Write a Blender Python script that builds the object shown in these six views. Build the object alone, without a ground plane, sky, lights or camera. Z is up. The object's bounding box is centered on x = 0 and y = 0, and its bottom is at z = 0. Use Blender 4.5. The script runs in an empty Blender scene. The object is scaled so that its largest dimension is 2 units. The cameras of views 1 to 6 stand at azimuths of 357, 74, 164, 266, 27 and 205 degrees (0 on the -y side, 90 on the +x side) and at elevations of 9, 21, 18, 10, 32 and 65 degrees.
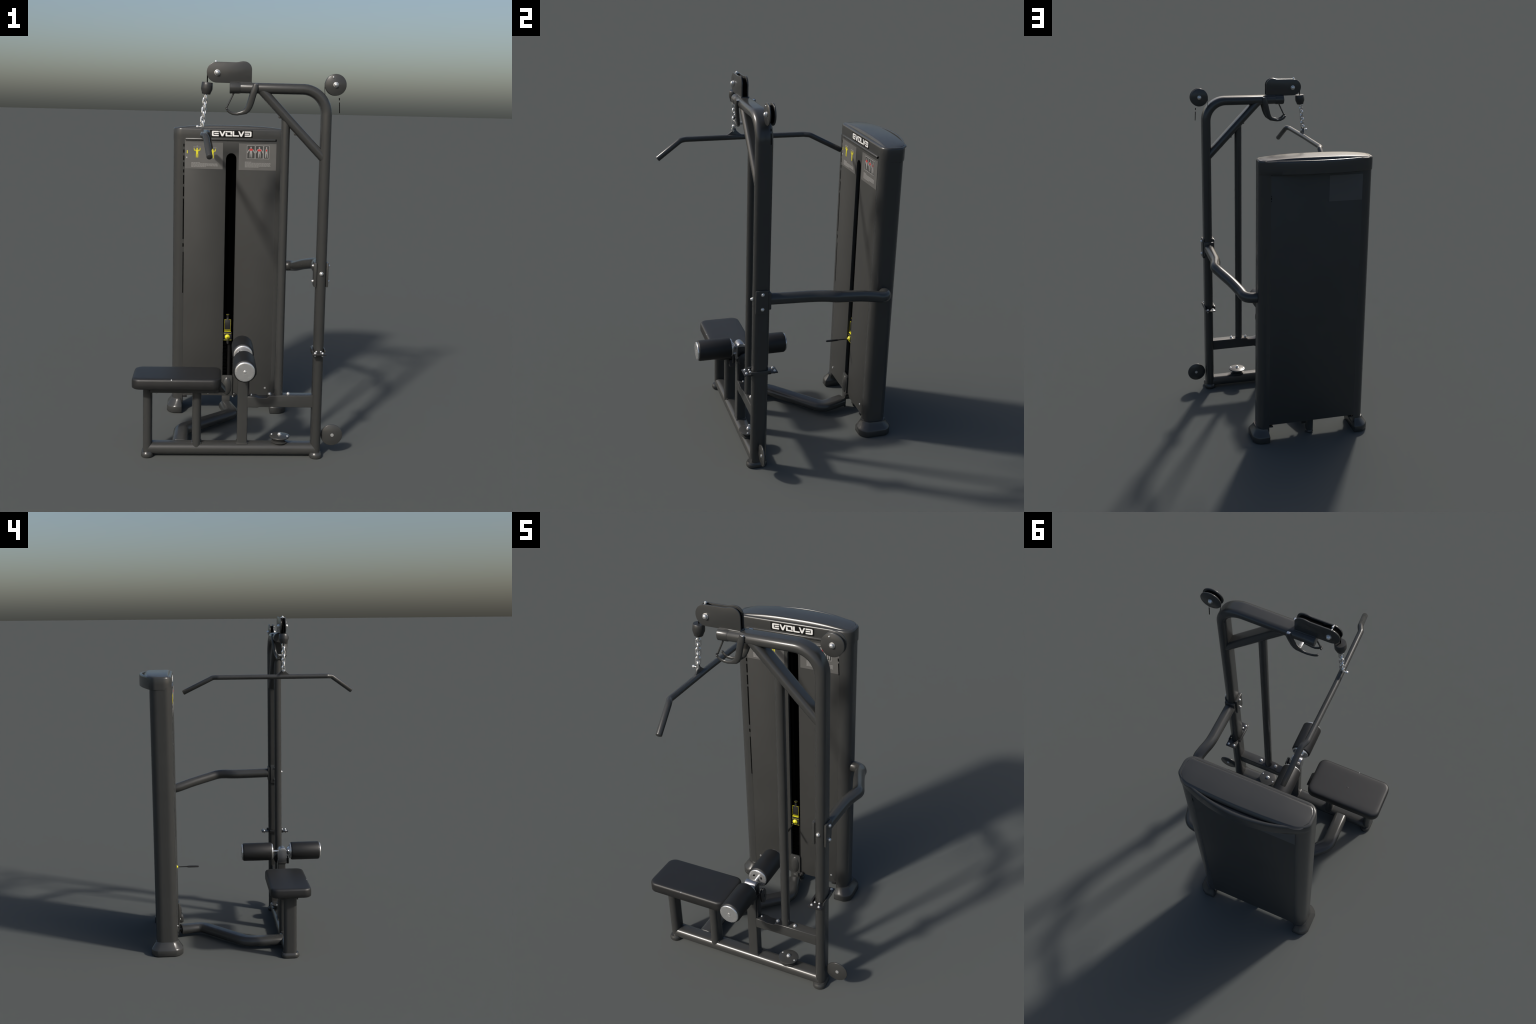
import bpy, bmesh, math, random
from mathutils import Vector, Matrix

random.seed(7)
SCN = bpy.context.scene.collection

# ------------------------------------------------------------------ materials
def principled(name, base, rough=0.5, metallic=0.0, spec=0.5, coat=0.0,
               vary=0.0, vary_scale=6.0, bump=0.0, bump_scale=400.0, rough_vary=0.0):
    m = bpy.data.materials.new(name)
    m.use_nodes = True
    nt = m.node_tree
    b = nt.nodes["Principled BSDF"]
    b.inputs["Base Color"].default_value = (*base, 1)
    b.inputs["Roughness"].default_value = rough
    b.inputs["Metallic"].default_value = metallic
    b.inputs["Specular IOR Level"].default_value = spec
    b.inputs["Coat Weight"].default_value = coat
    tc = nt.nodes.new("ShaderNodeTexCoord")
    if vary > 0:
        n = nt.nodes.new("ShaderNodeTexNoise")
        n.inputs["Scale"].default_value = vary_scale
        n.inputs["Detail"].default_value = 5
        nt.links.new(tc.outputs["Object"], n.inputs["Vector"])
        r = nt.nodes.new("ShaderNodeValToRGB")
        r.color_ramp.elements[0].position = 0.3
        r.color_ramp.elements[1].position = 0.7
        r.color_ramp.elements[0].color = (*[c * (1 - vary) for c in base], 1)
        r.color_ramp.elements[1].color = (*[c * (1 + vary) for c in base], 1)
        nt.links.new(n.outputs["Fac"], r.inputs["Fac"])
        nt.links.new(r.outputs["Color"], b.inputs["Base Color"])
        if rough_vary > 0:
            mr = nt.nodes.new("ShaderNodeMapRange")
            mr.inputs["To Min"].default_value = rough - rough_vary
            mr.inputs["To Max"].default_value = rough + rough_vary
            nt.links.new(n.outputs["Fac"], mr.inputs["Value"])
            nt.links.new(mr.outputs["Result"], b.inputs["Roughness"])
    if bump > 0:
        n2 = nt.nodes.new("ShaderNodeTexNoise")
        n2.inputs["Scale"].default_value = bump_scale
        n2.inputs["Detail"].default_value = 3
        nt.links.new(tc.outputs["Object"], n2.inputs["Vector"])
        bp = nt.nodes.new("ShaderNodeBump")
        bp.inputs["Strength"].default_value = bump
        bp.inputs["Distance"].default_value = 0.001
        nt.links.new(n2.outputs["Fac"], bp.inputs["Height"])
        nt.links.new(bp.outputs["Normal"], b.inputs["Normal"])
    return m

COAT = principled("powder_coat", (0.0415, 0.0420, 0.0405), rough=0.27, spec=0.5,
                  vary=0.03, vary_scale=7, bump=0.06, bump_scale=55)
PANEL = principled("panel_coat", (0.0415, 0.0418, 0.0398), rough=0.5, spec=0.4,
                   vary=0.05, vary_scale=5, bump=0.08, bump_scale=300)
VINYL = principled("vinyl", (0.0150, 0.0150, 0.0150), rough=0.46, spec=0.5,
                   vary=0.08, vary_scale=12, bump=0.3, bump_scale=500)
FOAM = principled("foam_rubber", (0.0105, 0.0105, 0.0105), rough=0.5, spec=0.45,
                  vary=0.08, vary_scale=15, bump=0.2, bump_scale=600)
RUBBER = principled("rubber", (0.030, 0.030, 0.029), rough=0.4, spec=0.5, vary=0.05, bump=0.1)
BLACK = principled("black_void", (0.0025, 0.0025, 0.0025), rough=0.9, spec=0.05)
WEIGHT = principled("weight_iron", (0.006, 0.006, 0.006), rough=0.6, spec=0.2, vary=0.1)
DARKPLASTIC = principled("dark_plastic", (0.018, 0.018, 0.0185), rough=0.35, spec=0.5, vary=0.05)
CHROME = principled("chrome", (0.75, 0.75, 0.745), rough=0.22, metallic=0.9, vary=0.06, vary_scale=40,
                    rough_vary=0.06)
BRUSHED = principled("brushed_cap", (0.70, 0.70, 0.69), rough=0.26, metallic=0.80, vary=0.06, vary_scale=50,
                     rough_vary=0.06, bump=0.15, bump_scale=60)
DULLCHROME = principled("dull_chrome", (0.42, 0.42, 0.43), rough=0.3, metallic=0.95, vary=0.08, vary_scale=40, rough_vary=0.06)
STEEL = principled("zinc_steel", (0.72, 0.72, 0.71), rough=0.3, metallic=0.75, vary=0.1, vary_scale=60,
                   rough_vary=0.08)
YELLOW = principled("yellow_plastic", (0.66, 0.62, 0.02), rough=0.45, vary=0.12, vary_scale=60)
DIMYELLOW = principled("dim_yellow", (0.26, 0.24, 0.012), rough=0.5, vary=0.4, vary_scale=90)
YELLOWINK = principled("yellow_ink", (0.66, 0.60, 0.015), rough=0.6)
WHITE = principled("white_ink", (0.78, 0.77, 0.75), rough=0.6)
GREYINK = principled("pale_ink", (0.30, 0.295, 0.285), rough=0.6)
REDINK = principled("red_ink", (0.48, 0.03, 0.03), rough=0.6)
STICKER = principled("sticker_film", (0.105, 0.103, 0.098), rough=0.5, spec=0.45, vary=0.05, vary_scale=20)
STICKERDARK = principled("rear_film", (0.080, 0.080, 0.080), rough=0.5, spec=0.45, vary=0.04)
LOGOBLACK = principled("logo_black", (0.0055, 0.0055, 0.005), rough=0.7, spec=0.15)

# ------------------------------------------------------------------ mesh tools
def finish(bm, name, mat, parent=None, angle=38, smooth=True, keep_normals=False):
    if not keep_normals:
        bmesh.ops.recalc_face_normals(bm, faces=bm.faces[:])
    lim = math.radians(angle)
    for f in bm.faces:
        f.smooth = smooth
    for e in bm.edges:
        if len(e.link_faces) == 2 and e.calc_face_angle(0) > lim:
            e.smooth = False
    me = bpy.data.meshes.new(name)
    bm.to_mesh(me)
    bm.free()
    me.materials.append(mat)
    ob = bpy.data.objects.new(name, me)
    SCN.objects.link(ob)
    if parent is not None:
        ob.parent = parent
    return ob

def copy_of(ob, loc, rot=None, parent=None, scale=None):
    o = ob.copy()
    SCN.objects.link(o)
    o.location = loc
    if rot is not None:
        o.rotation_euler = rot
    if scale is not None:
        o.scale = scale
    if parent is not None:
        o.parent = parent
    return o

def rounded_rect(w, h, r, seg=8):
    """w along first axis, h along second; r one radius or four
    (corner order: ++, -+, --, +-)"""
    rs = r if isinstance(r, (tuple, list)) else (r,) * 4
    pts = []
    for k, (sx, sy) in enumerate(((1, 1), (-1, 1), (-1, -1), (1, -1))):
        rr = max(min(rs[k], w / 2, h / 2) if not isinstance(r, (tuple, list)) else rs[k], 1e-5)
        cx, cy = sx * (w / 2 - rr), sy * (h / 2 - rr)
        a0 = k * math.pi / 2
        n = seg if rr > 2e-4 else 0
        for i in range(n + 1):
            a = a0 + (math.pi / 2) * (i / n if n else 0.5)
            pts.append((cx + rr * math.cos(a), cy + rr * math.sin(a)))
    out = [pts[0]]
    for p in pts[1:]:
        if (Vector(p) - Vector(out[-1])).length > 1e-6:
            out.append(p)
    if (Vector(out[0]) - Vector(out[-1])).length < 1e-6:
        out.pop()
    return out

def circle(r, seg=24):
    return [(r * math.cos(2 * math.pi * i / seg), r * math.sin(2 * math.pi * i / seg)) for i in range(seg)]

def fillet(points, radius, seg=10):
    """polyline with rounded corners"""
    P = [Vector(p) for p in points]
    rad = radius if isinstance(radius, (list, tuple)) else [radius] * (len(P) - 2)
    out = [P[0]]
    for i in range(1, len(P) - 1):
        a, b, c = P[i - 1], P[i], P[i + 1]
        d1, d2 = (a - b).normalized(), (c - b).normalized()
        ang = d1.angle(d2)
        r = rad[i - 1]
        t = min(r / math.tan(ang / 2), 0.49 * (a - b).length, 0.49 * (c - b).length)
        r = t * math.tan(ang / 2)
        cen = b + (d1 + d2).normalized() * (r / math.sin(ang / 2))
        s, e = (b + d1 * t) - cen, (b + d2 * t) - cen
        tot = s.angle(e)
        ax = s.cross(e).normalized()
        for k in range(seg + 1):
            out.append(cen + Matrix.Rotation(tot * k / seg, 3, ax) @ s)
    out.append(P[-1])
    return out

def sweep(bm, path, section, up=None, scales=None, caps=True, closed=False):
    """section (a, b): a along side axis, b along 'up' axis. up: fixed binormal or None."""
    path = [Vector(p) for p in path]
    n = len(path)
    rings = []
    prev_b = None
    for i, p in enumerate(path):
        if closed:
            t = (path[(i + 1) % n] - path[i - 1]).normalized()
        elif i == 0:
            t = (path[1] - p).normalized()
        elif i == n - 1:
            t = (p - path[i - 1]).normalized()
        else:
            t = ((path[i + 1] - p).normalized() + (p - path[i - 1]).normalized()).normalized()
        if up is not None:
            b = Vector(up)
        else:
            if prev_b is None:
                b = Vector((0, 0, 1)) if abs(t.z) < 0.9 else Vector((0, 1, 0))
            else:
                b = prev_b
        a = t.cross(b).normalized()
        b = a.cross(t).normalized()
        prev_b = b
        # mitre correction
        k = 1.0
        if not closed and 0 < i < n - 1:
            c = t.dot((path[i + 1] - p).normalized())
            k = 1.0 / max(c, 0.5) if up is not None else 1.0
        s = scales[i] if scales else 1.0
        rings.append([bm.verts.new(p + a * (q[0] * s * k) + b * (q[1] * s)) for q in section])
    m = len(section)
    rng = range(n) if closed else range(n - 1)
    for i in rng:
        r0, r1 = rings[i], rings[(i + 1) % n]
        for j in range(m):
            bm.faces.new((r0[j], r0[(j + 1) % m], r1[(j + 1) % m], r1[j]))
    if caps and not closed:
        bm.faces.new(rings[0][::-1])
        bm.faces.new(rings[-1])
    return rings

def tube(name, path, section, mat, parent=None, up=None, scales=None, end_bevel=0.0, **k):
    bm = bmesh.new()
    if end_bevel > 0 and scales is None:
        P = [Vector(p) for p in path]
        w = max(max(abs(q[0]), abs(q[1])) for q in section)
        d0, d1 = (P[1] - P[0]).normalized(), (P[-1] - P[-2]).normalized()
        P = [P[0], P[0] + d0 * end_bevel * .35, P[0] + d0 * end_bevel] + P[1:-1] + \
            [P[-1] - d1 * end_bevel, P[-1] - d1 * end_bevel * .35, P[-1]]
        s = [1 - end_bevel / w, 1 - end_bevel / w * .3] + [1] * (len(P) - 4) + \
            [1 - end_bevel / w * .3, 1 - end_bevel / w]
        path, scales = P, s
    sweep(bm, path, section, up, scales)
    return finish(bm, name, mat, parent, **k)

AX = {"x": Matrix(((0, 0, 1), (0, 1, 0), (-1, 0, 0))),
      "y": Matrix(((1, 0, 0), (0, 0, 1), (0, -1, 0))),
      "-y": Matrix(((1, 0, 0), (0, 0, -1), (0, 1, 0))),
      "z": Matrix.Identity(3)}

def lathe(bm, profile, axis="z", origin=(0, 0, 0), seg=32):
    """profile: (r, h) from bottom to top along axis"""
    M = AX[axis] if isinstance(axis, str) else axis
    o = Vector(origin)
    rings = []
    for r, h in profile:
        if r < 1e-6:
            rings.append([bm.verts.new(o + M @ Vector((0, 0, h)))])
        else:
            rings.append([bm.verts.new(o + M @ Vector((r * math.cos(2 * math.pi * i / seg),
                                                       r * math.sin(2 * math.pi * i / seg), h))) for i in range(seg)])
    for a, b in zip(rings, rings[1:]):
        for j in range(seg):
            k = (j + 1) % seg
            if len(a) == 1 and len(b) == 1:
                continue
            if len(a) == 1:
                bm.faces.new((a[0], b[j], b[k]))
            elif len(b) == 1:
                bm.faces.new((a[j], a[k], b[0]))
            else:
                bm.faces.new((a[j], a[k], b[k], b[j]))
    if len(rings[0]) > 1:
        bm.faces.new(rings[0][::-1])
    if len(rings[-1]) > 1:
        bm.faces.new(rings[-1])

def turned(name, profile, mat, parent=None, axis="z", origin=(0, 0, 0), seg=32, **k):
    bm = bmesh.new()
    lathe(bm, profile, axis, origin, seg)
    return finish(bm, name, mat, parent, **k)

def box(bm, lo, hi, bevel=0.0, seg=2):
    lo, hi = Vector(lo), Vector(hi)
    c, s = (lo + hi) / 2, hi - lo
    r = bmesh.ops.create_cube(bm, size=1, matrix=Matrix.Translation(c) @ Matrix.Diagonal((*s, 1)))
    if bevel > 0:
        es = list({e for v in r["verts"] for e in v.link_edges})
        bmesh.ops.bevel(bm, geom=es, offset=bevel, segments=seg, profile=0.5, affect="EDGES")

def block(name, lo, hi, mat, parent=None, bevel=0.002, seg=2, **k):
    bm = bmesh.new()
    box(bm, lo, hi, bevel, seg)
    return finish(bm, name, mat, parent, **k)

def prism(bm, outline, mapping, d0, d1, bevel=0.0, seg=2):
    """outline (u, v); mapping(u, v, d) -> xyz; extruded from d0 to d1 with rounded rims"""
    n = len(outline)
    steps = []
    cen = Vector((sum(p[0] for p in outline) / n, sum(p[1] for p in outline) / n))
    def inset(off):
        res = []
        for i in range(n):
            a, b, c = Vector(outline[i - 1]), Vector(outline[i]), Vector(outline[(i + 1) % n])
            e1, e2 = (b - a).normalized(), (c - b).normalized()
            n1, n2 = Vector((-e1.y, e1.x)), Vector((-e2.y, e2.x))
            nn = n1 + n2
            if nn.length < 1e-6:
                nn = n1
            nn = nn.normalized()
            k = 1 / max(nn.dot(n1), 0.4)
            res.append(b + nn * (off * k * sgn))
        return res
    area = sum(outline[i - 1][0] * outline[i][1] - outline[i][0] * outline[i - 1][1] for i in range(n))
    sgn = 1 if area > 0 else -1
    if bevel > 0:
        s = 1 if d1 > d0 else -1
        for i in range(seg + 1):
            a = math.pi / 2 * i / seg
            steps.append((d0 + s * bevel * (1 - math.sin(a)), bevel * (1 - math.cos(a))))
        steps = [(d0 + s * bevel * (1 - math.sin(math.pi / 2 * i / seg)), bevel * (1 - math.cos(math.pi / 2 * i / seg)))
                 for i in range(seg, -1, -1)]
        steps = [(d0 + s * bevel * (1 - math.cos(math.pi / 2 * i / seg)), bevel * (1 - math.sin(math.pi / 2 * i / seg)))
                 for i in range(seg + 1)]
        steps += [(d1 - s * (dd - d0) * s, off) for dd, off in reversed(steps)]
    else:
        steps = [(d0, 0), (d1, 0)]
    rings = []
    for d, off in steps:
        pts = inset(off) if off > 0 else [Vector(p) for p in outline]
        rings.append([bm.verts.new(mapping(p[0], p[1], d)) for p in pts])
    for a, b in zip(rings, rings[1:]):
        for j in range(n):
            k = (j + 1) % n
            bm.faces.new((a[j], a[k], b[k], b[j]))
    bm.faces.new(rings[0][::-1])
    bm.faces.new(rings[-1])

def plate(name, outline, mapping, d0, d1, mat, parent=None, bevel=0.0, seg=2, **k):
    bm = bmesh.new()
    prism(bm, outline, mapping, d0, d1, bevel, seg)
    return finish(bm, name, mat, parent, **k)

XZ = lambda u, v, d: Vector((u, d, v))      # outline in the xz plane, depth along y
YZ = lambda u, v, d: Vector((d, u, v))
XY = lambda u, v, d: Vector((u, v, d))

def loft(bm, rings3d):
    rings = [[bm.verts.new(p) for p in r] for r in rings3d]
    m = len(rings[0])
    for a, b in zip(rings, rings[1:]):
        for j in range(m):
            k = (j + 1) % m
            bm.faces.new((a[j], a[k], b[k], b[j]))
    bm.faces.new(rings[0][::-1])
    bm.faces.new(rings[-1])

def arc(cx, cy, r, a0, a1, n):
    return [(cx + r * math.cos(math.radians(a0 + (a1 - a0) * i / n)),
             cy + r * math.sin(math.radians(a0 + (a1 - a0) * i / n))) for i in range(n + 1)]

# ------------------------------------------------------------------ root
root = bpy.data.objects.new("lat_pulldown_machine", None)
SCN.objects.link(root)
root["label"] = "dark grey cable pulldown gym machine with seat and weight tower"
root["category"] = "gym machine"

FY = -0.223          # plane of the seat frame

# ------------------------------------------------------------------ seat frame
# oval tube: upright bent over into the top arm
oval = rounded_rect(0.051, 0.087, 0.0255, 10)
UY = -0.2205         # middle of the upright and top arm
path = fillet([(0.400, UY, 0.012), (0.400, UY, 1.8705), (-0.074, UY, 1.8705)], 0.118, 18)
frame = tube("frame_upright", path, oval, COAT, root, up=(0, 1, 0), end_bevel=0.003)

# diagonal brace
tube("diagonal_brace", [(0.070, UY, 1.873), (0.402, UY, 1.5285)], rounded_rect(0.044, 0.080, 0.022, 8),
     COAT, frame, up=(0, 1, 0))
# slim post
tube("support_post", [(0.2020, FY - .001, 0.322), (0.2020, FY - .001, 1.736)], [(a * .0215, b * .0228) for a, b in circle(1, 28)], COAT, frame, up=(0, 1, 0))
# small weld tabs under the brace where the post meets it
for (x, z) in ((0.174, 1.7345), (0.252, 1.6535)):
    block("weld_tab", (x - .008, FY - .016, z - .006), (x + .008, FY + .016, z + .008), COAT, frame, 0.003)

# base beam and legs
tube("base_beam", [(-0.47, FY, 0.039), (0.398, FY, 0.039)], rounded_rect(0.082, 0.062, 0.029, 8), COAT, frame,
     up=(0, 0, 1))
leg = tube("seat_leg", [(-0.467, FY - .002, 0.012), (-0.467, FY - .002, 0.382)],
           rounded_rect(0.046, 0.078, 0.023, 8), COAT, frame, up=(0, 1, 0))
tube("seat_leg", [(-0.2165, FY, 0.045), (-0.2165, FY, 0.382)],
     rounded_rect(0.046, 0.078, 0.023, 8), COAT, frame, up=(0, 1, 0))
tube("roller_leg", [(0.0185, FY - .001, 0.045), (0.0185, FY - .001, 0.465)],
     rounded_rect(0.053, 0.050, 0.006, 4), COAT, frame, up=(0, 1, 0))

def oval_foot(name, cx, cy, wx, wy):
    prof = [(0.0, 0.93), (0.004, 1.0), (0.014, 1.0), (0.019, .965), (0.022, 0.90), (0.028, 0.80)]
    bm = bmesh.new()
    rings = []
    for z, s in prof:
        d = (1 - s) * 0.06
        sec = rounded_rect(wx - d, wy - d, (min(wx, wy) - d) / 2 - .0005, 8)
        rings.append([Vector((cx + p[0], cy + p[1], z)) for p in sec])
    loft(bm, rings)
    return finish(bm, name, COAT, frame, angle=50)

oval_foot("foot_cap", 0.399, FY - .004, 0.066, 0.114)
oval_foot("foot_cap", -0.468, FY - .002, 0.062, 0.108)
# weld collars where legs stand on the beam
for x, w in ((0.0185, .060), (-0.2165, .052)):
    block("weld_collar", (x - w / 2, FY - .029, 0.064), (x + w / 2, FY + .029, 0.0735), COAT, frame, 0.003)

# cross beam with a shallow notch in its top
out = [(0.040, 0.262), (0.094, 0.260), (0.104, 0.2645), (0.378, 0.2635), (0.378, 0.3275), (0.226, 0.327), (0.160, 0.325),
       (0.150, 0.3225), (0.143, 0.314), (0.100, 0.313), (0.088, 0.319), (0.040, 0.320)]
plate("cross_beam", out, XZ, FY - .025, FY + .026, COAT, frame, 0.0035, 3)

# dome-headed bolt, shared mesh ------------------------------------------------
bolt_prof = [(0.0, 0.0), (0.0098, 0.0), (0.0098, 0.0022), (0.0082, 0.0026), (0.0078, 0.0062), (0.0062, 0.0088), (0.0035, 0.0104), (0, 0.0108)]
bolt0 = turned("bolt", bolt_prof, STEEL, frame, "z", seg=14, angle=30)
bolt0.location = (0.252, FY - .001, 0.3275)
ROT = {"-y": (math.pi / 2, 0, 0), "y": (-math.pi / 2, 0, 0), "x": (0, math.pi / 2, 0), "-x": (0, -math.pi / 2, 0)}
def bolt(loc, d=None, s=1.0, parent=frame, name=None):
    o = copy_of(bolt0, loc, ROT.get(d, (0, 0, 0)), parent, (s, s, s))
    if name:
        o.name = name
    return o
bolt((0.156, FY - .001, 0.325))
bolt((0.062, FY + .004, 0.3195), s=.6)

# bracket of the upper connecting arm
for x0, x1 in ((0.4240, 0.4350), (0.3620, 0.3765)):
    block("arm_bracket", (x0, -0.256, 0.896), (x1, -0.192, 1.019), COAT, frame, 0.003)
block("bracket_saddle", (0.370, -0.192, 0.912), (0.429, -0.174, 1.004), COAT, frame, 0.004)
for z in (1.000, 0.921):
    bolt((0.4353, -0.222, z), "x", .95)
    bolt((0.3617, -0.222, z), "-x", .8)
bolt((0.398, -0.2635, 0.9655), "-y", 1.05)

# cable clip around the upright
clip = block("cable_clip", (0.4262, -0.275, 0.552), (0.4318, -0.168, 0.574), COAT, frame, 0.002)
bm = bmesh.new()
box(bm, (0.362, -0.308, 0.555), (0.4318, -0.262, 0.5625), .002)
box(bm, (0.372, -0.186, 0.555), (0.4318, -0.131, 0.5625), .002)
box(bm, (0.362, -0.275, 0.552), (0.373, -0.185, 0.572), .002)
finish(bm, "clip_plate", DARKPLASTIC, frame)
for x, y in ((0.3765, -.293), (0.4145, -.294), (0.385, -.148), (0.418, -.146)):
    bolt((x, y, 0.5623), None, .72)
    turned("clip_nut", [(0, -.008), (.0045, -.008), (.0055, 0), (0, 0)], STEEL, frame, "z", (x, y, .5555), 10)
for x in (0.385, 0.408):
    bolt((x, -.272, 0.565), None, .6)

# ------------------------------------------------------------------ connecting arms
def spline(P, n=8):
    """smooth curve through points (Catmull-Rom)"""
    P = [Vector(p) for p in P]
    Q = [2 * P[0] - P[1]] + P + [2 * P[-1] - P[-2]]
    out = []
    for k in range(1, len(Q) - 2):
        a, b, c, d = Q[k - 1:k + 3]
        for i in range(n):
            t = i / n
            out.append(.5 * (2 * b + (c - a) * t + (2 * a - 5 * b + 4 * c - d) * t * t + (3 * b - a - 3 * c + d) * t ** 3))
    return out + [P[-1]]
ARM = [(0.400, -0.178, 0.960), (0.402, -0.06, 0.957), (0.406, 0.050, 0.955), (0.420, 0.120, 0.955), (0.426, 0.165, 0.950),
       (0.408, 0.220, 0.938), (0.367, 0.330, 0.913), (0.337, 0.420, 0.888), (0.326, 0.468, 0.878), (0.300, 0.494, 0.875), (0.240, 0.502, 0.874)]
tube("connecting_arm", spline(ARM), circle(0.0298, 32), COAT, root, end_bevel=.002)

path = fillet([(-0.303, -0.20, 0.043), (-0.303, 0.020, 0.043), (-0.022, 0.288, 0.042), (-0.060, 0.424, 0.046)],
              [0.085, 0.060], 12)
tube("connecting_arm", path, rounded_rect(0.082, 0.056, 0.027, 8), COAT, root, up=(0, 0, 1), end_bevel=.003)

# ------------------------------------------------------------------ seat
bm = bmesh.new()
W, D = 0.447, 0.239
cx, cy = -0.3175, -0.2255
rings = []
for z, ins, rr in ((0.3800, .012, .036), (0.3820, .004, .042), (0.3860, 0.0, .045), (0.405, -.0005, .045), (0.4230, 0.0, .045),
                   (0.4290, .0015, .043), (0.4335, .005, .040), (0.4358, .010, .036), (0.4368, .018, .030), (0.4374, .035, .022)):
    rings.append([Vector((cx + p[0], cy + p[1], z)) for p in rounded_rect(W - 2 * ins, D - 2 * ins, rr, 8)])
loft(bm, rings)
seat = finish(bm, "seat_pad", VINYL, root, angle=60)
turned("seat_button", [(0, 0), (.004, 0), (.003, .002), (0, .0025)], STEEL, seat, "z", (-.341, -.3385, .4320), 10)
turned("seat_button", [(0, 0), (.005, 0), (.003, .0008), (0, .001)], VINYL, seat, "z", (-.312, -.222, .4374), 10)
bm = bmesh.new()
box(bm, (-0.452, -0.275, 0.344), (-0.105, -0.170, 0.3805), .003)
finish(bm, "seat_carrier", COAT, seat)
plate("seat_adjust_tab", [(-.115, .378), (-.092, .378), (-.070, .350), (-.076, .344), (-.115, .344)], XZ,
      -.262, -.178, DARKPLASTIC, seat, .002)
for x, y in ((-.42, -.262), (-.16, -.262), (-.18, -.18)):
    bolt((x, y, 0.3445), None, .6, seat).rotation_euler = (math.pi, 0, 0)

# ------------------------------------------------------------------ thigh rollers
RX, RZ = 0.0185, 0.517
def roller(y0, y1, outer):
    prof, R, L = [], 0.0565, y1 - y0
    for h, r in ((0, R - .012), (0.0015, R - .006), (.005, R - .0015), (.010, R), (L * .5, R + .0003), (L - .010, R),
                 (L - .005, R - .0015), (L - .0015, R - .006), (L, R - .012)):
        prof.append((r, h))
    o = turned("thigh_roller", prof, FOAM, root, "y", (RX, y0, RZ), 48, angle=60)
    for y, s, out in ((y0, -1, outer == -1), (y1, 1, outer == 1)):
        p = [(0, -.004), (.0485, -.004), (.0495, .001), (.0485, .0045), (.046, .0062), (.040, .0066), (.010, .0066), (.009, .0052), (0, .0052)]
        turned("roller_end_cap", p, BRUSHED, o, "y" if s > 0 else "-y", (RX, y, RZ), 40, angle=50)
        turned("cap_screw", [(0, 0), (.008, 0), (.008, .0015), (.005, .003), (0, .003)], STEEL, o,
               "y" if s > 0 else "-y", (RX, y + s * .0055, RZ), 16)
    return o
r1 = roller(-0.468, -0.283, -1)
r2 = roller(-0.163, 0.024, 1)
turned("roller_axle", [(0, 0), (.0075, 0), (.0075, .11), (0, .11)], CHROME, root, "y", (RX, -0.278, RZ), 20)
turned("roller_collar", [(0, 0), (.030, 0), (.030, .012), (.024, .018), (.018, .022), (0, .022)], CHROME, root, "y",
       (RX, -0.282, RZ), 28)
# spokes of the back roller's inner cap (three dark recesses)
for k in range(3):
    a = math.radians(20 + 120 * k)
    o = block("cap_recess", (-.006, -.0015, -.004), (.006, .0015, .004), BLACK, r2, .001)
    o.location = (RX + .024 * math.cos(a), -.1702, RZ + .024 * math.sin(a))
    o.rotation_euler = (0, -a + math.pi / 2, 0)
# chrome saddle that carries the axle: arch profile in the yz plane
hw = 0.0265
arch = [(FY - .006 - hw, 0.452), (FY - .006 + hw, 0.452)] + arc(FY - .006, 0.520, hw, 0, 180, 14)
plate("roller_saddle", arch, YZ, -0.014, 0.047, DULLCHROME, root, .003, 2)
block("saddle_face", (0.0475, -.250, .470), (0.0505, -.208, .528), DARKPLASTIC, root, .002)
block("saddle_collar", (-0.0125, FY - .031, 0.440), (0.0500, FY + .022, 0.456), RUBBER, root, .003)
# adjuster pull pin
turned("adjust_handle", [(0, 0), (.0075, 0), (.0085, .006), (.0075, .034), (.005, .036), (.005, .05), (0, .05)], DARKPLASTIC,
       root, "z", (0.036, -.268, .430), 16)
turned("adjust_pin", [(0, 0), (.006, 0), (.006, .022), (0, .022)], CHROME, root, "y", (0.036, -.270, .486), 14)
# small disc beside the roller leg
disc = turned("guide_disc", [(0, -.010), (.026, -.010), (.036, -.0065), (.036, -.003), (.030, 0), (.036, .003), (.036, .0065),
                             (.026, .010), (.008, .010), (.008, .013), (0, .013)], DARKPLASTIC, root, "x", (0, 0, 0), 36, angle=30)
disc.location = (0.072, -0.215, 0.459)
disc.rotation_euler = (0, math.radians(-8), math.radians(10))
turned("disc_axle", [(0, 0), (.007, 0), (.007, .03), (0, .03)], DARKPLASTIC, root, "x", (0.042, -0.216, 0.459), 14)
plate("disc_mount", [(-.243, .325), (-.200, .325), (-.205, .44), (-.222, .455), (-.238, .44)], YZ, .0455, .0515, DARKPLASTIC, root, .0015)

# ------------------------------------------------------------------ pulleys
def cable_disc(name, c, r, y0, y1, parent=root):
    L = y1 - y0
    return turned(name, [(r - .0018, 0), (r, .0015), (r, L - .0015), (r - .0018, L)], COAT, parent, "y", (c[0], y0, c[1]), 48, angle=60)

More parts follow.
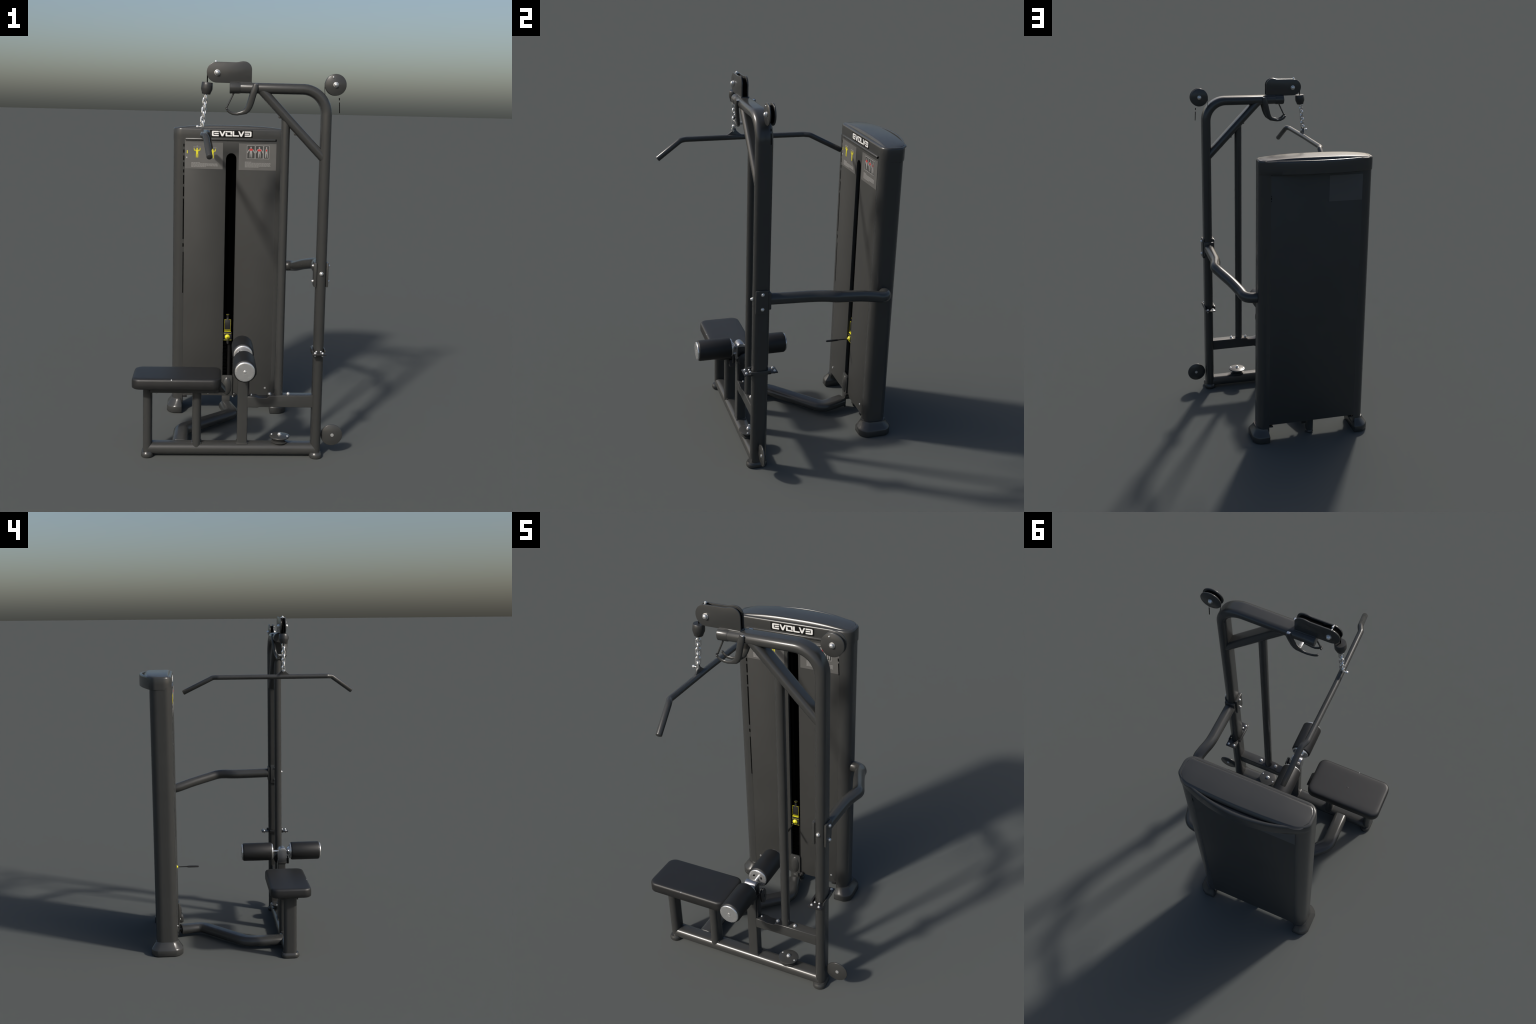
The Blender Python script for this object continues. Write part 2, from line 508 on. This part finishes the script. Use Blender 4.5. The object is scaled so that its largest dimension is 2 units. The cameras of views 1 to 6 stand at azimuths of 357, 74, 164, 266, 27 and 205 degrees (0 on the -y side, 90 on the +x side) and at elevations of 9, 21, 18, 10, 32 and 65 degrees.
# top right pulley
pc = (0.4425, 1.896)
up_pulley = turned("pulley_wheel", [(.043, 0), (.038, .008), (.043, .016)], BLACK, root, "y", (pc[0], -.2155, pc[1]), 40)
cable_disc("pulley_cheek", pc, .0525, -.2235, -.2165, up_pulley)
cable_disc("pulley_cheek", pc, .0525, -.1985, -.1915, up_pulley)
bolt((pc[0], -.2235, pc[1]), "-y", 1.35, up_pulley)
bolt((pc[0], -.1915, pc[1]), "y", 1.2, up_pulley)
bolt((pc[0] - .013, -.2232, pc[1] + .036), "-y", .45, up_pulley)
def cable(name, path, r, mat=BLACK, parent=root):
    return tube(name, path, circle(r, 10), mat, parent)
cable("cable_end", [(0.463, -.207, 1.834), (0.464, -.207, 1.822)], .0026, BLACK, up_pulley)
cable("cable_end", [(0.4645, -.207, 1.812), (0.467, -.206, 1.760)], .0022, BLACK, up_pulley)
cable("cable_wire", [(0.3915, -.195, 1.905), (0.3918, -.190, 1.878), (0.396, -.182, 1.835)], .0016, COAT, up_pulley)

# low single pulley disc
low = cable_disc("pulley_disc", (0.484, 0.109), .0562, -.227, -.2195)
turned("pulley_hub", [(0, 0), (.009, 0), (.008, .003), (0, .0035)], STEEL, low, "-y", (0.487, -.227, .1085), 18)
turned("pulley_hub", [(0, 0), (.009, 0), (.008, .003), (0, .0035)], STEEL, low, "y", (0.487, -.2195, .1085), 18)

# flat pulley on the base beam
flat = turned("flat_pulley", [(.010, .066), (.036, .069), (.0425, .073), (.0425, .0765), (.030, .080), (.030, .087), (.040, .0905),
                              (.044, .0935), (.051, .0975), (.0528, .1015), (.0515, .1045), (.044, .1065), (.013, .1095), (0, .1095)],
              COAT, root, "z", (0.213, FY - .002, 0), 48, angle=40)
bolt((0.213, FY - .002, .109), None, 1.15, flat)
for a in (160, -20):
    x, y = 0.213 + .042 * math.cos(math.radians(a)), FY - .002 + .042 * math.sin(math.radians(a))
    turned("pulley_rivet", [(0, 0), (.0055, 0), (.004, .003), (0, .004)], STEEL, flat, "z", (x, y, .106), 12)

# top pulley housing: two cheek plates with a bump at the rear top
house = [(0.031, 1.894), (0.031, 1.9585)] + arc(-0.007, 1.9585, .038, 6, 90, 8) + \
        [(-0.014, 1.9968), (-0.024, 1.9955), (-0.034, 1.9928), (-0.046, 1.9912)] + \
        arc(-0.1385, 1.9425, .0490, 90, 270, 22) + [(-0.075, 1.893)]
hb = plate("pulley_housing", house, XZ, -.2385, -.2315, COAT, root, .0018)
plate("pulley_housing", house, XZ, -.2095, -.2025, COAT, hb, .0018)
core = [(0.024, 1.900), (0.024, 1.955)] + arc(-0.007, 1.957, .028, 6, 90, 6) + [(-0.046, 1.981), (-.095, 1.981), (-.095, 1.90)]
plate("housing_black_core", core, XZ, -.2318, -.2092, BLACK, hb)  # black filler set in from the edges, where the gap between the plates looks pure black
turned("pulley_wheel", [(.043, 0), (.0465, .002), (.040, .0105), (.0465, .019), (.043, .021)], BLACK, hb, "y", (-.1385, -.231, 1.9425), 40)
bolt((-.1365, -.2385, 1.9400), "-y", 1.45, hb)
bolt((-.1350, -.2025, 1.9400), "y", 1.35, hb)
turned("cable_guard", [(0, 0), (.0055, 0), (.0055, .006), (.0035, .0088), (0, .0092)], STEEL, hb, "z", (-.1435, -.2205, 1.9905), 12)
turned("guard_rod", [(0, 0), (.003, 0), (.003, .03), (0, .03)], STEEL, hb, "y", (-.1435, -.2355, 1.9885), 10)
# sleeve at the end of the top arm and a weld saddle below the housing
bm = bmesh.new()
sweep(bm, [(-.0755, UY, 1.8705), (-.0735, UY, 1.8705), (-.030, UY, 1.8705), (-.022, UY, 1.8705)],
      rounded_rect(0.0545, 0.090, 0.027, 10), (0, 1, 0), [.97, 1.02, 1.02, .955])
finish(bm, "arm_sleeve", COAT, frame)
block("housing_weld", (-.074, -.2425, 1.888), (.0325, -.199, 1.8995), COAT, frame, .0035, 3)

# ------------------------------------------------------------------ bar hook under the arm
hook = None
for s in (-1, 1):
    yc = -0.222
    pts = [(0.050, .043, 1.889), (0.047, .044, 1.872), (0.038, .041, 1.840), (0.028, .035, 1.803), (0.021, .031, 1.783), (0.013, .027, 1.768),
           (0.001, .023, 1.757), (-0.014, .024, 1.7515), (-0.038, .022, 1.7455), (-0.058, .021, 1.7465), (-0.074, .022, 1.7535),
           (-0.086, .024, 1.764)]
    P = [Vector((x, yc + s * d, z)) for x, d, z in pts]
    sc = [.75, 1, 1, 1, .97, .92, .80, .60, .48, .44, .42, .40]
    o = tube("bar_hook", P, [(a * 1.08, b * .72) for a, b in circle(.0146, 18)], COAT, hook or root, up=(0, 1, 0), scales=sc, angle=60)
    hook = hook or o
    turned("hook_tip", [(0, -.006), (.0045, -.004), (.0055, 0), (.0045, .004), (0, .006)], COAT, hook, "y",
           (-.0880, yc + s * .024, 1.768), 12, angle=60)
    bm = bmesh.new()
    box(bm, (.0385, yc + s * .039 - .008, 1.883), (.058, yc + s * .039 + .008, 1.8905), .003)
    finish(bm, "weld_glint", STEEL, hook)  # bright block modelled for the white highlight where strap meets tube
cable("hook_pin", [(-.054, -.238, 1.848), (-.089, -.236, 1.775)], .0042, COAT, hook)
turned("pin_head", [(0, -.009), (.0045, -.008), (.0045, .008), (0, .009)], DARKPLASTIC, hook, "y", (-.0915, -.236, 1.7735), 12)
block("hook_bridge", (-.004, -.246, 1.7555), (.012, -.198, 1.7685), STEEL, hook, .003)

# ------------------------------------------------------------------ rubber stop, chain, bar
cab = cable("lift_cable", [(-.1835, -.2205, 1.945), (-.1845, -.2205, 1.880)], .003, BLACK)
stop = turned("rubber_stop", [(0, .056), (.010, .056), (.0235, .0555), (.0255, .053), (.0262, .040), (.0268, .030), (.0262, .022),
                              (.0215, .010), (.0195, .002), (.0175, 0), (0, 0)][::-1], RUBBER, root, "z", (0, 0, 0), 32, angle=45)
stop.location = (-.1895, -.2215, 1.8365)
stop.scale = (1.06, 1.06, 1.03)
stop.rotation_euler = (0, math.radians(6), 0)
# chain links alternate by a quarter turn
bm = bmesh.new()
lk = []
for a0, zc in ((0, .0085), (180, -.0085)):
    lk += [(x, 0, z + zc) for x, z in arc(0, 0, .0092, a0, a0 + 180, 8)]
sweep(bm, lk, circle(.0046, 10), (0, 1, 0), closed=True)
link0 = finish(bm, "chain_link", CHROME, root)
top, bot = Vector((-.1915, -.2205, 1.833)), Vector((-.2075, -.2180, 1.682))
n = 7
for i in range(n):
    p = top.lerp(bot, (i + .35) / (n - .3))
    o = link0 if i == 0 else copy_of(link0, p, None, root)
    o.location = p
    o.rotation_euler = (random.uniform(-.08, .08), math.radians(6), (0.5 if i % 2 else 0.5 + math.pi / 2) + random.uniform(-.15, .15))
# tab on the bar
BX, BZ = -0.2005, 1.6435
tab = [(-.055, 1.650), (-.030, 1.662), (-.012, 1.678), (-.009, 1.689), (.009, 1.689), (.012, 1.678), (.030, 1.662), (.055, 1.650), (.03, 1.642), (-.03, 1.642)]
bar = tube("pulldown_bar", fillet([(-.165, -.6345, 1.553), (-.184, -.509, 1.6420), (-.198, -.480, BZ), (-.2015, -.15, BZ), (-.198, .168, BZ), (-.184, .200, 1.6420), (-.168, .378, 1.554)],
                                  [.03, .03, 1.0, .03, .03], 8), circle(.0143, 24), COAT, root, end_bevel=.003)
plate("bar_tab", [(u - .216, v) for u, v in tab],
      lambda u, v, d: Vector((BX + d - (v - BZ) * .18, u, v)), -.0045, .0045, COAT, bar, .0015)
turned("shackle_pin", [(0, 0), (.003, 0), (.003, .022), (.0065, .024), (.0075, .029), (.0055, .034), (0, .036)], STEEL, bar,
       Matrix(((0, 0, -1), (0, 1, 0), (1, 0, 0))), (-.201, -.219, 1.680), 14)

# ------------------------------------------------------------------ weight tower
XL, XR = -0.379, 0.266      # outer faces of the tower
tower = None
def column_section(sx):
    # outer corners broad, inner corners tight
    if sx > 0:
        r = (.048, .003, .003, .046)
    else:
        r = (.003, .048, .042, .003)
    return rounded_rect(.064, .1288, r, 12)
for sx, x in ((1, XR - .032), (-1, XL + .032)):
    bm = bmesh.new()
    sec = [(x - sx * .0015 + p[0], .5060 + p[1]) for p in column_section(sx)]
    loft(bm, [[Vector((p[0], p[1], z)) for p in sec] for z in (0.055, 1.60)])
    o = finish(bm, "tower_column", COAT, tower or root, angle=50)
    tower = tower or o

# front panel with a tall round-topped slot, cut from below
YP = .4412           # face of the front panel
SX0, SX1 = -.0805, -.0205
pan = [(-.3145, .100), (SX0, .100)] + [(SX0, 1.490)] + \
      [(-.0505 - .030 * math.cos(a), 1.490 + .034 * math.sin(a)) for a in [math.pi * i / 14 for i in range(1, 14)]] + \
      [(SX1, 1.490), (SX1, .100), (.2050, .100), (.2050, 1.6), (-.3145, 1.6)]
plate("slotted_panel", pan, XZ, YP, .462, PANEL, tower, .0008)
block("cover_panel", (-.317, .5592, .101), (.2040, .5705, 1.604), PANEL, tower, .0025)
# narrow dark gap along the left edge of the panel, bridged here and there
gaps = [(0.715, 0.955), (0.985, 1.005), (1.030, 1.262), (1.275, 1.330), (1.345, 1.395), (1.410, 1.428), (1.445, 1.468),
        (1.480, 1.506), (1.522, 1.540), (1.556, 1.572)]
for k, (z0, z1) in enumerate(gaps):
    w = .0022 if z0 < .98 else .0029
    block("panel_gap", (-.3160 - 2 * w, .4406, z0), (-.3150, .4460, z1), BLACK, tower, 0)

# near-black walls behind the slot, and the weights
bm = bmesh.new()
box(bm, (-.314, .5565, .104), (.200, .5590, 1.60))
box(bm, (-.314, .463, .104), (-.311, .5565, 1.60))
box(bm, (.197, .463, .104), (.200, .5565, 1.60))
finish(bm, "slot_black_walls", BLACK, tower)
w0 = block("weight_plate", (-.160, .520, -.0095), (.058, .554, .0095), WEIGHT, tower, .002)
w0.location = (0, 0, .135)
for i in range(1, 15):
    copy_of(w0, (0, 0, .135 + .0215 * i), None, tower)
for x in (-.105, .005):
    turned("guide_rod", [(0, .44), (.008, .44), (.008, 1.59), (0, 1.59)], WEIGHT, tower, "z", (x, .546, 0), 14)
turned("selector_stem", [(0, .12), (.014, .12), (.014, .45), (0, .455)], WEIGHT, tower, "z", (-.0440, .505, 0), 18)
# selector carriage with a yellow rim
sel = block("selector_block", (-.071, .454, .497), (-.037, .470, .553), DARKPLASTIC, tower, .002)
def frame_bars(name, x0, x1, z0, z1, t, y0, y1, mat, parent):
    bm = bmesh.new()
    box(bm, (x0, y0, z0), (x0 + t, y1, z1), .0006)
    box(bm, (x1 - t, y0, z0), (x1, y1, z1), .0006)
    box(bm, (x0 + t, y0, z1 - t), (x1 - t, y1, z1), .0006)
    box(bm, (x0 + t, y0, z0), (x1 - t, y1, z0 + t), .0006)
    return finish(bm, name, mat, parent)
frame_bars("selector_rim", -.0735, -.0355, .494, .557, .0020, .4530, .458, DIMYELLOW, sel)
block("selector_bar", (-.0735, .449, .485), (-.035, .458, .489), YELLOW, sel, .001)
block("selector_bar", (-.0750, .448, .471), (-.0330, .458, .475), DIMYELLOW, sel, .001)
block("selector_bar", (-.0770, .4475, .433), (-.0300, .460, .4365), DIMYELLOW, sel, .001)
block("selector_bar", (-.0780, .453, .439), (-.0755, .460, .470), DIMYELLOW, sel, .001)
block("selector_neck", (-.0770, .4485, .431), (-.0300, .466, .4815), DARKPLASTIC, sel, .001)
turned("selector_stud", [(0, .555), (.010, .555), (.007, .565), (.007, .578), (.0085, .580), (.0085, .588), (0, .590)], DARKPLASTIC, sel,
       "z", (-.0545, .461, 0), 16)
turned("selector_ring", [(.0075, .584), (.0092, .584), (.0092, .586), (.0075, .586)], DIMYELLOW, sel, "z", (-.0545, .461, 0), 16)
turned("pin_knob", [(0, 0), (.0130, 0), (.0145, .003), (.0145, .007), (.011, .011), (.007, .013), (.0045, .018), (0, .018)], YELLOW, sel,
       "-y", (-.0550, .452, .454), 24)
turned("pin_grip", [(0, 0), (.0032, 0), (.0034, .052), (.0048, .056), (.0060, .062), (.0064, .10), (.0060, .122), (.0045, .127), (0, .128)],
       DARKPLASTIC, sel, "-y", (-.0548, .431, .4535), 14)

# plate closing the slot's foot, with its pressed dome, and the strap below it
foot_pl = [(-.0845, .100), (-.0235, .100), (-.0205, .104), (-.0205, .219), (-.0265, .225), (-.0785, .225), (-.0845, .219)]
cover = plate("slot_cover_plate", foot_pl, XZ, .4310, .4425, COAT, tower, .002)
bm = bmesh.new()
lathe(bm, [(.0262, -.001), (.0255, .001), (.0235, .0036), (.020, .0066), (.0155, .0096), (.010, .0119), (.005, .0131), (0, .0135)], "-y", (0, 0, 0), 28)
dm = finish(bm, "pressed_dome", COAT, cover, angle=60)
dm.location = (-.0525, .4312, .160)
dm.scale = (1.0, 1.0, 2.1)
turned("strap_pin", [(0, 0), (.010, 0), (.011, .004), (.011, .014), (.008, .016), (0, .016)], DARKPLASTIC, cover, "-y", (-.008, .436, .108), 18)
turned("strap_pin_cap", [(0, 0), (.0055, 0), (.004, .003), (0, .004)], STEEL, cover, "-y", (-.0165, .4285, .098), 12)
block("tower_strap", (-.0815, .4325, .012), (-.0345, .4415, .106), COAT, tower, .002)
block("support_leg", (-.0785, .492, .008), (-.0405, .532, .125), COAT, tower, .004)
turned("support_foot", [(0, 0), (.021, 0), (.0235, .004), (.0225, .011), (.019, .015), (0, .015)], RUBBER, tower, "z", (-.0595, .516, 0), 24)
block("support_tie", (-.0785, .436, .060), (-.0405, .496, .100), COAT, tower, .002)
turned("arm_joint", [(0, 0), (.014, 0), (.014, .016), (0, .016)], DARKPLASTIC, tower, "y", (-.0605, .420, .046), 16)
# panel screws and clips
for x in (.172, -.284):
    turned("panel_screw", [(0, 0), (.0065, 0), (.0055, .0022), (0, .003)], STEEL, tower, "-y", (x, YP + .0004, .147), 14)
for x in (-.300, .188):
    block("panel_clip", (x - .011, .545, .083), (x + .011, .567, .089), COAT, tower, .0015)
    block("panel_clip", (x - .012, .438, .088), (x + .012, .452, .103), DARKPLASTIC, tower, .0015)
for z0, z1 in ((1.583, 1.587), (1.470, 1.474), (1.452, 1.464), (1.441, 1.446)):
    block("panel_slit", (.1985, .5690, z0), (.2020, .5715, z1), BLACK, tower, 0)

# feet of the tower
def tower_foot(sx):
    xi, xo = (.201, .298) if sx > 0 else (-.316, -.405)
    y0, y1 = .410, .599
    def ring(ins, ch, z):
        a, b = xi + sx * ins * .25, xo - sx * ins
        p = [(a, y0 + ins), (a, y1 - ins)]
        pts = [(a, y0 + ins + .004)]
        pts += [(a, y1 - ins - .004), (a + sx * .004, y1 - ins)]
        q = [(b - sx * ch, y1 - ins), (b, y1 - ins - ch)]
        r = [(b, y0 + ins + ch), (b - sx * ch, y0 + ins)]
        def rnd(c0, c1, corner):
            res = []
            for i in range(9):
                t = i / 8
                s = (1 - t) ** 2
                m = 2 * t * (1 - t)
                e = t * t
                res.append((s * c0[0] + m * corner[0] + e * c1[0], s * c0[1] + m * corner[1] + e * c1[1]))
            return res
        k = .40
        pts += rnd(q[0], q[1], ((q[0][0] + q[1][0]) / 2 * (1 - k) + b * k, (q[0][1] + q[1][1]) / 2 * (1 - k) + (y1 - ins) * k))
        pts += rnd(r[0], r[1], ((r[0][0] + r[1][0]) / 2 * (1 - k) + b * k, (r[0][1] + r[1][1]) / 2 * (1 - k) + (y0 + ins) * k))
        pts += [(a + sx * .004, y0 + ins)]
        return [Vector((p[0], p[1], z)) for p in pts]
    bm = bmesh.new()
    loft(bm, [ring(.003, .040, 0), ring(0, .042, .003), ring(0, .042, .034), ring(.0012, .042, .0385), ring(.005, .042, .044),
              ring(.014, .040, .057), ring(.021, .036, .068), ring(.0245, .035, .074), ring(.0260, .035, .0800)])
    return finish(bm, "tower_foot", COAT, tower, angle=50)
tower_foot(1)
tower_foot(-1)

# moulded cap with a bowed back and a raised crown
def cap_ring(ins, z, back=.639, corner=.050, lift=0.0):
    """straight front, rounded front corners, arc at the back"""
    x0, x1, yf = XL + ins, XR - ins, .4430 + ins
    ys = .556
    yb = back - ins
    pts = []
    r = max(corner - ins * .6, .004)
    pts += [(x1 - r + r * math.cos(a), yf + r - r * math.sin(a)) for a in [math.pi / 2 * (1 - i / 8) for i in range(9)]]
    half = (x1 - x0) / 2
    sag = yb - ys
    R = (half * half + sag * sag) / (2 * sag)
    th = math.asin(half / R)
    nb = 30
    cxm = (x0 + x1) / 2
    back_pts = [(cxm + R * math.sin(th * (1 - 2 * i / nb)), yb - R + R * math.cos(th * (1 - 2 * i / nb))) for i in range(nb + 1)]
    # soften the corner where side meets arc
    a, b, c = Vector((x1, ys - .022)), Vector((x1, ys)), Vector(back_pts[2])
    pts += [tuple(a * (1 - t) ** 2 + b * 2 * t * (1 - t) + c * t * t) for t in [i / 6 for i in range(7)]]
    pts += back_pts[3:-3]
    a, b, c = Vector(back_pts[-3]), Vector((x0, ys)), Vector((x0, ys - .022))
    pts += [tuple(a * (1 - t) ** 2 + b * 2 * t * (1 - t) + c * t * t) for t in [i / 6 for i in range(7)]]
    pts += [(x0 + r - r * math.cos(a), yf + r - r * math.sin(a)) for a in [math.pi / 2 * i / 8 for i in range(9)]]
    return [Vector((p[0], p[1], z + lift * max(0, (p[1] - .556) / .083))) for p in pts]
bm = bmesh.new()
loft(bm, [cap_ring(.003, 1.5865, lift=.010), cap_ring(0, 1.5885, lift=.010), cap_ring(-.0003, 1.62), cap_ring(0, 1.6515, lift=.006), cap_ring(.0013, 1.6565, lift=.007), cap_ring(.0045, 1.6607, lift=.008),
          cap_ring(.009, 1.6622, lift=.0085), cap_ring(.015, 1.6624, lift=.0085),
          cap_ring(.0165, 1.6605, lift=.0085), cap_ring(.017, 1.6520)])
# crown: the top swells in the middle, stands proud of a narrow front ledge and drops steeply to a lip at the bowed back
NX, x0, x1 = 64, XL + .0145, XR - .0145
half, cxm = (x1 - x0) / 2, (x0 + x1) / 2
sag = .639 - .016 - .556
RR = (half * half + sag * sag) / (2 * sag)
rows = []
for i in range(NX + 1):
    u = -1 + 2 * i / NX
    x = cxm + half * u
    H = .0170 * (1 - abs(u) ** 2.8)
    yl = .623 - RR + math.sqrt(RR * RR - (half * u) ** 2)     # inner edge of the rear lip
    g = .0275 * max(0, 1 - (u / .84) ** 2)                    # groove in front of the lip
    yc = min(yl + .004 - g * 1.17, yl + .004)
    if abs(u) > .93:
        yc -= .024 * (abs(u) - .93) / .07
    zf, zl = 1.6615, 1.6590 + .0065 * (1 - u * u)
    zt = zf + H
    yf = .4575 + .040 * max(0, (abs(u) - .93) / .07) ** 2
    rows.append([Vector((x, yf, zf - .002)), Vector((x, yf + .0010, zf + .15 * H)), Vector((x, yf + .0060, zf + .82 * H)), Vector((x, yf + .0090, zf + .97 * H)),
                 Vector((x, yf + .0150, zt)), Vector((x, (yf + yc) / 2, zt + .0006)), Vector((x, yc - .004, zt)),
                 Vector((x, yc - .0012, zt - .0006)), Vector((x, yc, zt - .0022)), Vector((x, yc + .0115, zl + .001)), Vector((x, yc + .0125, zl - .004))])
grid = [[bm.verts.new(p) for p in r] for r in rows]
for a, b in zip(grid, grid[1:]):
    for k in range(len(a) - 1):
        bm.faces.new((a[k], b[k], b[k + 1], a[k + 1]))
bm.faces.new([v for v in grid[0]][::-1])
bm.faces.new([v for v in grid[-1]])
bm.faces.new([r[0] for r in grid] + [r[-1] for r in grid][::-1])
cap = finish(bm, "tower_cap", COAT, tower, angle=45)
# ridge moulded below the badge
rd = tube("cap_ridge", [(-.3105, .4440, 1.5985), (.1990, .4440, 1.6010)], rounded_rect(.017, .0150, .006, 5), COAT, cap, up=(0, 0, 1), end_bevel=.003)
block("ridge_hole", (.1988, .4365, 1.595), (.2030, .4450, 1.607), BLACK, cap, .001)

# ------------------------------------------------------------------ badge and lettering
badge = block("badge_plate", (-.1720, .4415, 1.6120), (.0680, .4450, 1.6530), LOGOBLACK, cap, .0006)
LZ0, LH, ST = 1.6180, .0295, .0067
def strokes(name, polys, x0, w, parent):
    bm = bmesh.new()
    for poly in polys:
        prism(bm, [(x0 + u * w, LZ0 + v * LH) for u, v in poly], XZ, .4403, .4417)
    return finish(bm, name, WHITE, parent, smooth=False)
def rect(u0, v0, u1, v1):
    return [(u0, v0), (u1, v0), (u1, v1), (u0, v1)]
q = .23
def big_e():
    return [[(.0, .12), (.10, 0), (1, 0), (1, q), (.24, q), (.24, 1 - q), (1, 1 - q), (1, 1), (.10, 1), (0, .88)],
            rect(.36, .40, 1, .60)]
def vee():
    return [[(0, 1), (.24, 1), (.50, .38), (.76, 1), (1, 1), (.62, 0), (.38, 0)]]
def oh():
    return [[(0, 1), (0, 1 - q), (.76, 1 - q), (.76, .36), (1, .36), (1, .92), (.94, 1)],
            [(1, 0), (1, q), (.24, q), (.24, .64), (0, .64), (0, .08), (.06, 0)]]
def ell():
    return [[(0, 1), (.24, 1), (.24, q), (1, q), (1, 0), (.08, 0), (0, .08)]]
mirror = lambda polys: [[(1 - u, v) for u, v in p][::-1] for p in polys]
k = (.0610 + .1620) / (1592 - 815)
for name, polys, a, b in (("badge_letter", big_e(), 815, 948), ("badge_letter", vee(), 958, 1082), ("badge_letter", oh(), 1084, 1212),
                          ("badge_letter", ell(), 1222, 1345), ("badge_letter", vee(), 1330, 1450), ("badge_letter", mirror(big_e()), 1460, 1592)):
    strokes(name, polys, -.1620 + (a - 815) * k, (b - a) * k, badge)

# ------------------------------------------------------------------ instruction stickers
YS = YP
left = block("instruction_sticker", (-.3115, YS - .0010, 1.4325), (-.0985, YS + .001, 1.5815), STICKER, tower, 0)
right = block("instruction_sticker", (-.0080, YS - .0010, 1.4300), (.2040, YS + .001, 1.5800), STICKER, tower, 0)
block("blank_sticker", (-.314, .5700, 1.4250), (-.124, .5715, 1.5700), STICKERDARK, tower, 0)
YI0, YI1 = YS - .0019, YS - .0009
def ink(name, polys, mat, parent, y0=YI0):
    bm = bmesh.new()
    for p in polys:
        prism(bm, p, XZ, y0, YI1)
    return finish(bm, name, mat, parent, smooth=False)
def limb(a, b, w0, w1):
    a, b = Vector(a), Vector(b)
    d = (b - a).normalized()
    nrm = Vector((-d.y, d.x))
    return [tuple(a - nrm * w0), tuple(b - nrm * w1), tuple(b + nrm * w1), tuple(a + nrm * w0)]
def figure(cx, cz, h, arms_up=True, body=True, side=False):
    """little person, h tall, centred; returns (legs and head, torso) outlines"""
    s = h
    head = [(cx + .07 * s * math.cos(a), cz + .40 * s + .085 * s * math.sin(a)) for a in [2 * math.pi * i / 10 for i in range(10)]]
    hw = .09 if side else .15
    torso = [(cx - hw * s, cz + .26 * s), (cx - .10 * s, cz - .02 * s), (cx - .12 * s, cz - .14 * s), (cx + .12 * s, cz - .14 * s),
             (cx + .10 * s, cz - .02 * s), (cx + hw * s, cz + .26 * s), (cx + .05 * s, cz + .32 * s), (cx - .05 * s, cz + .32 * s)]
    arms = []
    for g in (-1, 1):
        if side:
            continue
        sh = (cx + g * hw * .9 * s, cz + .25 * s)
        el = (cx + g * .27 * s, cz + .20 * s if arms_up else cz + .05 * s)
        ha = (cx + g * .31 * s, cz + .46 * s if arms_up else cz - .10 * s)
        arms += [limb(sh, el, .045 * s, .04 * s), limb(el, ha, .04 * s, .025 * s)]
    legs = []
    for g in (-1, 1):
        legs += [limb((cx + g * .07 * s, cz - .13 * s), (cx + g * .08 * s, cz - .50 * s), .05 * s, .03 * s)]
    return head, torso, arms, legs
for cx, cz, h in ((-.2440, 1.5240, .056), (-.1570, 1.5210, .056)):
    hd, to, ar, lg = figure(cx, cz, h)
    ink("exercise_figure", [hd, to] + ar + lg, YELLOWINK, left)
    ink("figure_bar", [limb((cx - .022, cz + .031), (cx + .022, cz + .031), .0009, .0009),
                       limb((cx, cz + .030), (cx, cz + .040), .0012, .0012)], GREYINK, left)
ink("sticker_mark", [[(-.3015, 1.519), (-.2970, 1.519), (-.2970, 1.536), (-.3015, 1.536)]], YELLOWINK, left)
ink("sticker_mark", [[(-.303, 1.492), (-.300, 1.492), (-.300, 1.500), (-.303, 1.500)]], WHITE, left)
def text_lines(name, x0, x1, ztop, n, dz, first, parent):
    polys = []
    rr = random.Random(int(abs(x0) * 1e4))
    for i in range(n):
        z = ztop - i * dz
        end = x0 + first if i == 0 else (x1 if i < n - 1 else x0 + (x1 - x0) * .55)
        x = x0
        while x < end - .002:
            w = min(rr.uniform(.004, .013), end - x)
            polys.append([(x, z), (x + w, z), (x + w, z + .0024), (x, z + .0024)])
            x += w + .0016
    o = ink(name, polys, GREYINK, parent)
    o["kind"] = "stuff"
text_lines("small_print", -.2760, -.1270, 1.4660, 5, .0056, .050, left)
text_lines("small_print", .0270, .1720, 1.4750, 6, .0056, .036, right)
# three muscle diagrams in pale frames
for x0, x1, side in ((.0370, .0835, False), (.0855, .1300, False), (.1320, .1640, True)):
    z0, z1 = 1.4945, 1.5700
    t = .0022
    polys = [[(x0, z0), (x1, z0), (x1, z0 + t), (x0, z0 + t)], [(x0, z1 - t), (x1, z1 - t), (x1, z1), (x0, z1)],
             [(x0, z0 + t), (x0 + t, z0 + t), (x0 + t, z1 - t), (x0, z1 - t)],
             [(x1 - t, z0 + t), (x1, z0 + t), (x1, z1 - t), (x1 - t, z1 - t)]]
    ink("diagram_frame", polys, GREYINK, right)
    ink("diagram_ground", [[(x0 + t, z0 + t), (x1 - t, z0 + t), (x1 - t, z1 - t), (x0 + t, z1 - t)]], PANEL, right, YS - .0014)
    cx, cz = (x0 + x1) / 2, 1.5330
    hd, to, ar, lg = figure(cx, cz, .062, arms_up=False, side=side)
    ink("diagram_figure", [hd, to] + ar + lg, GREYINK, right, YI0 - .0003)
    rw = .004 if side else .0115
    zc = cz + (.013 if x0 < .05 else .010)
    red = [(cx + rw * math.cos(a), zc + .0062 * math.sin(a)) for a in [2 * math.pi * i / 14 for i in range(14)]]
    ink("diagram_muscle", [red], REDINK, right, YI0 - .0008)
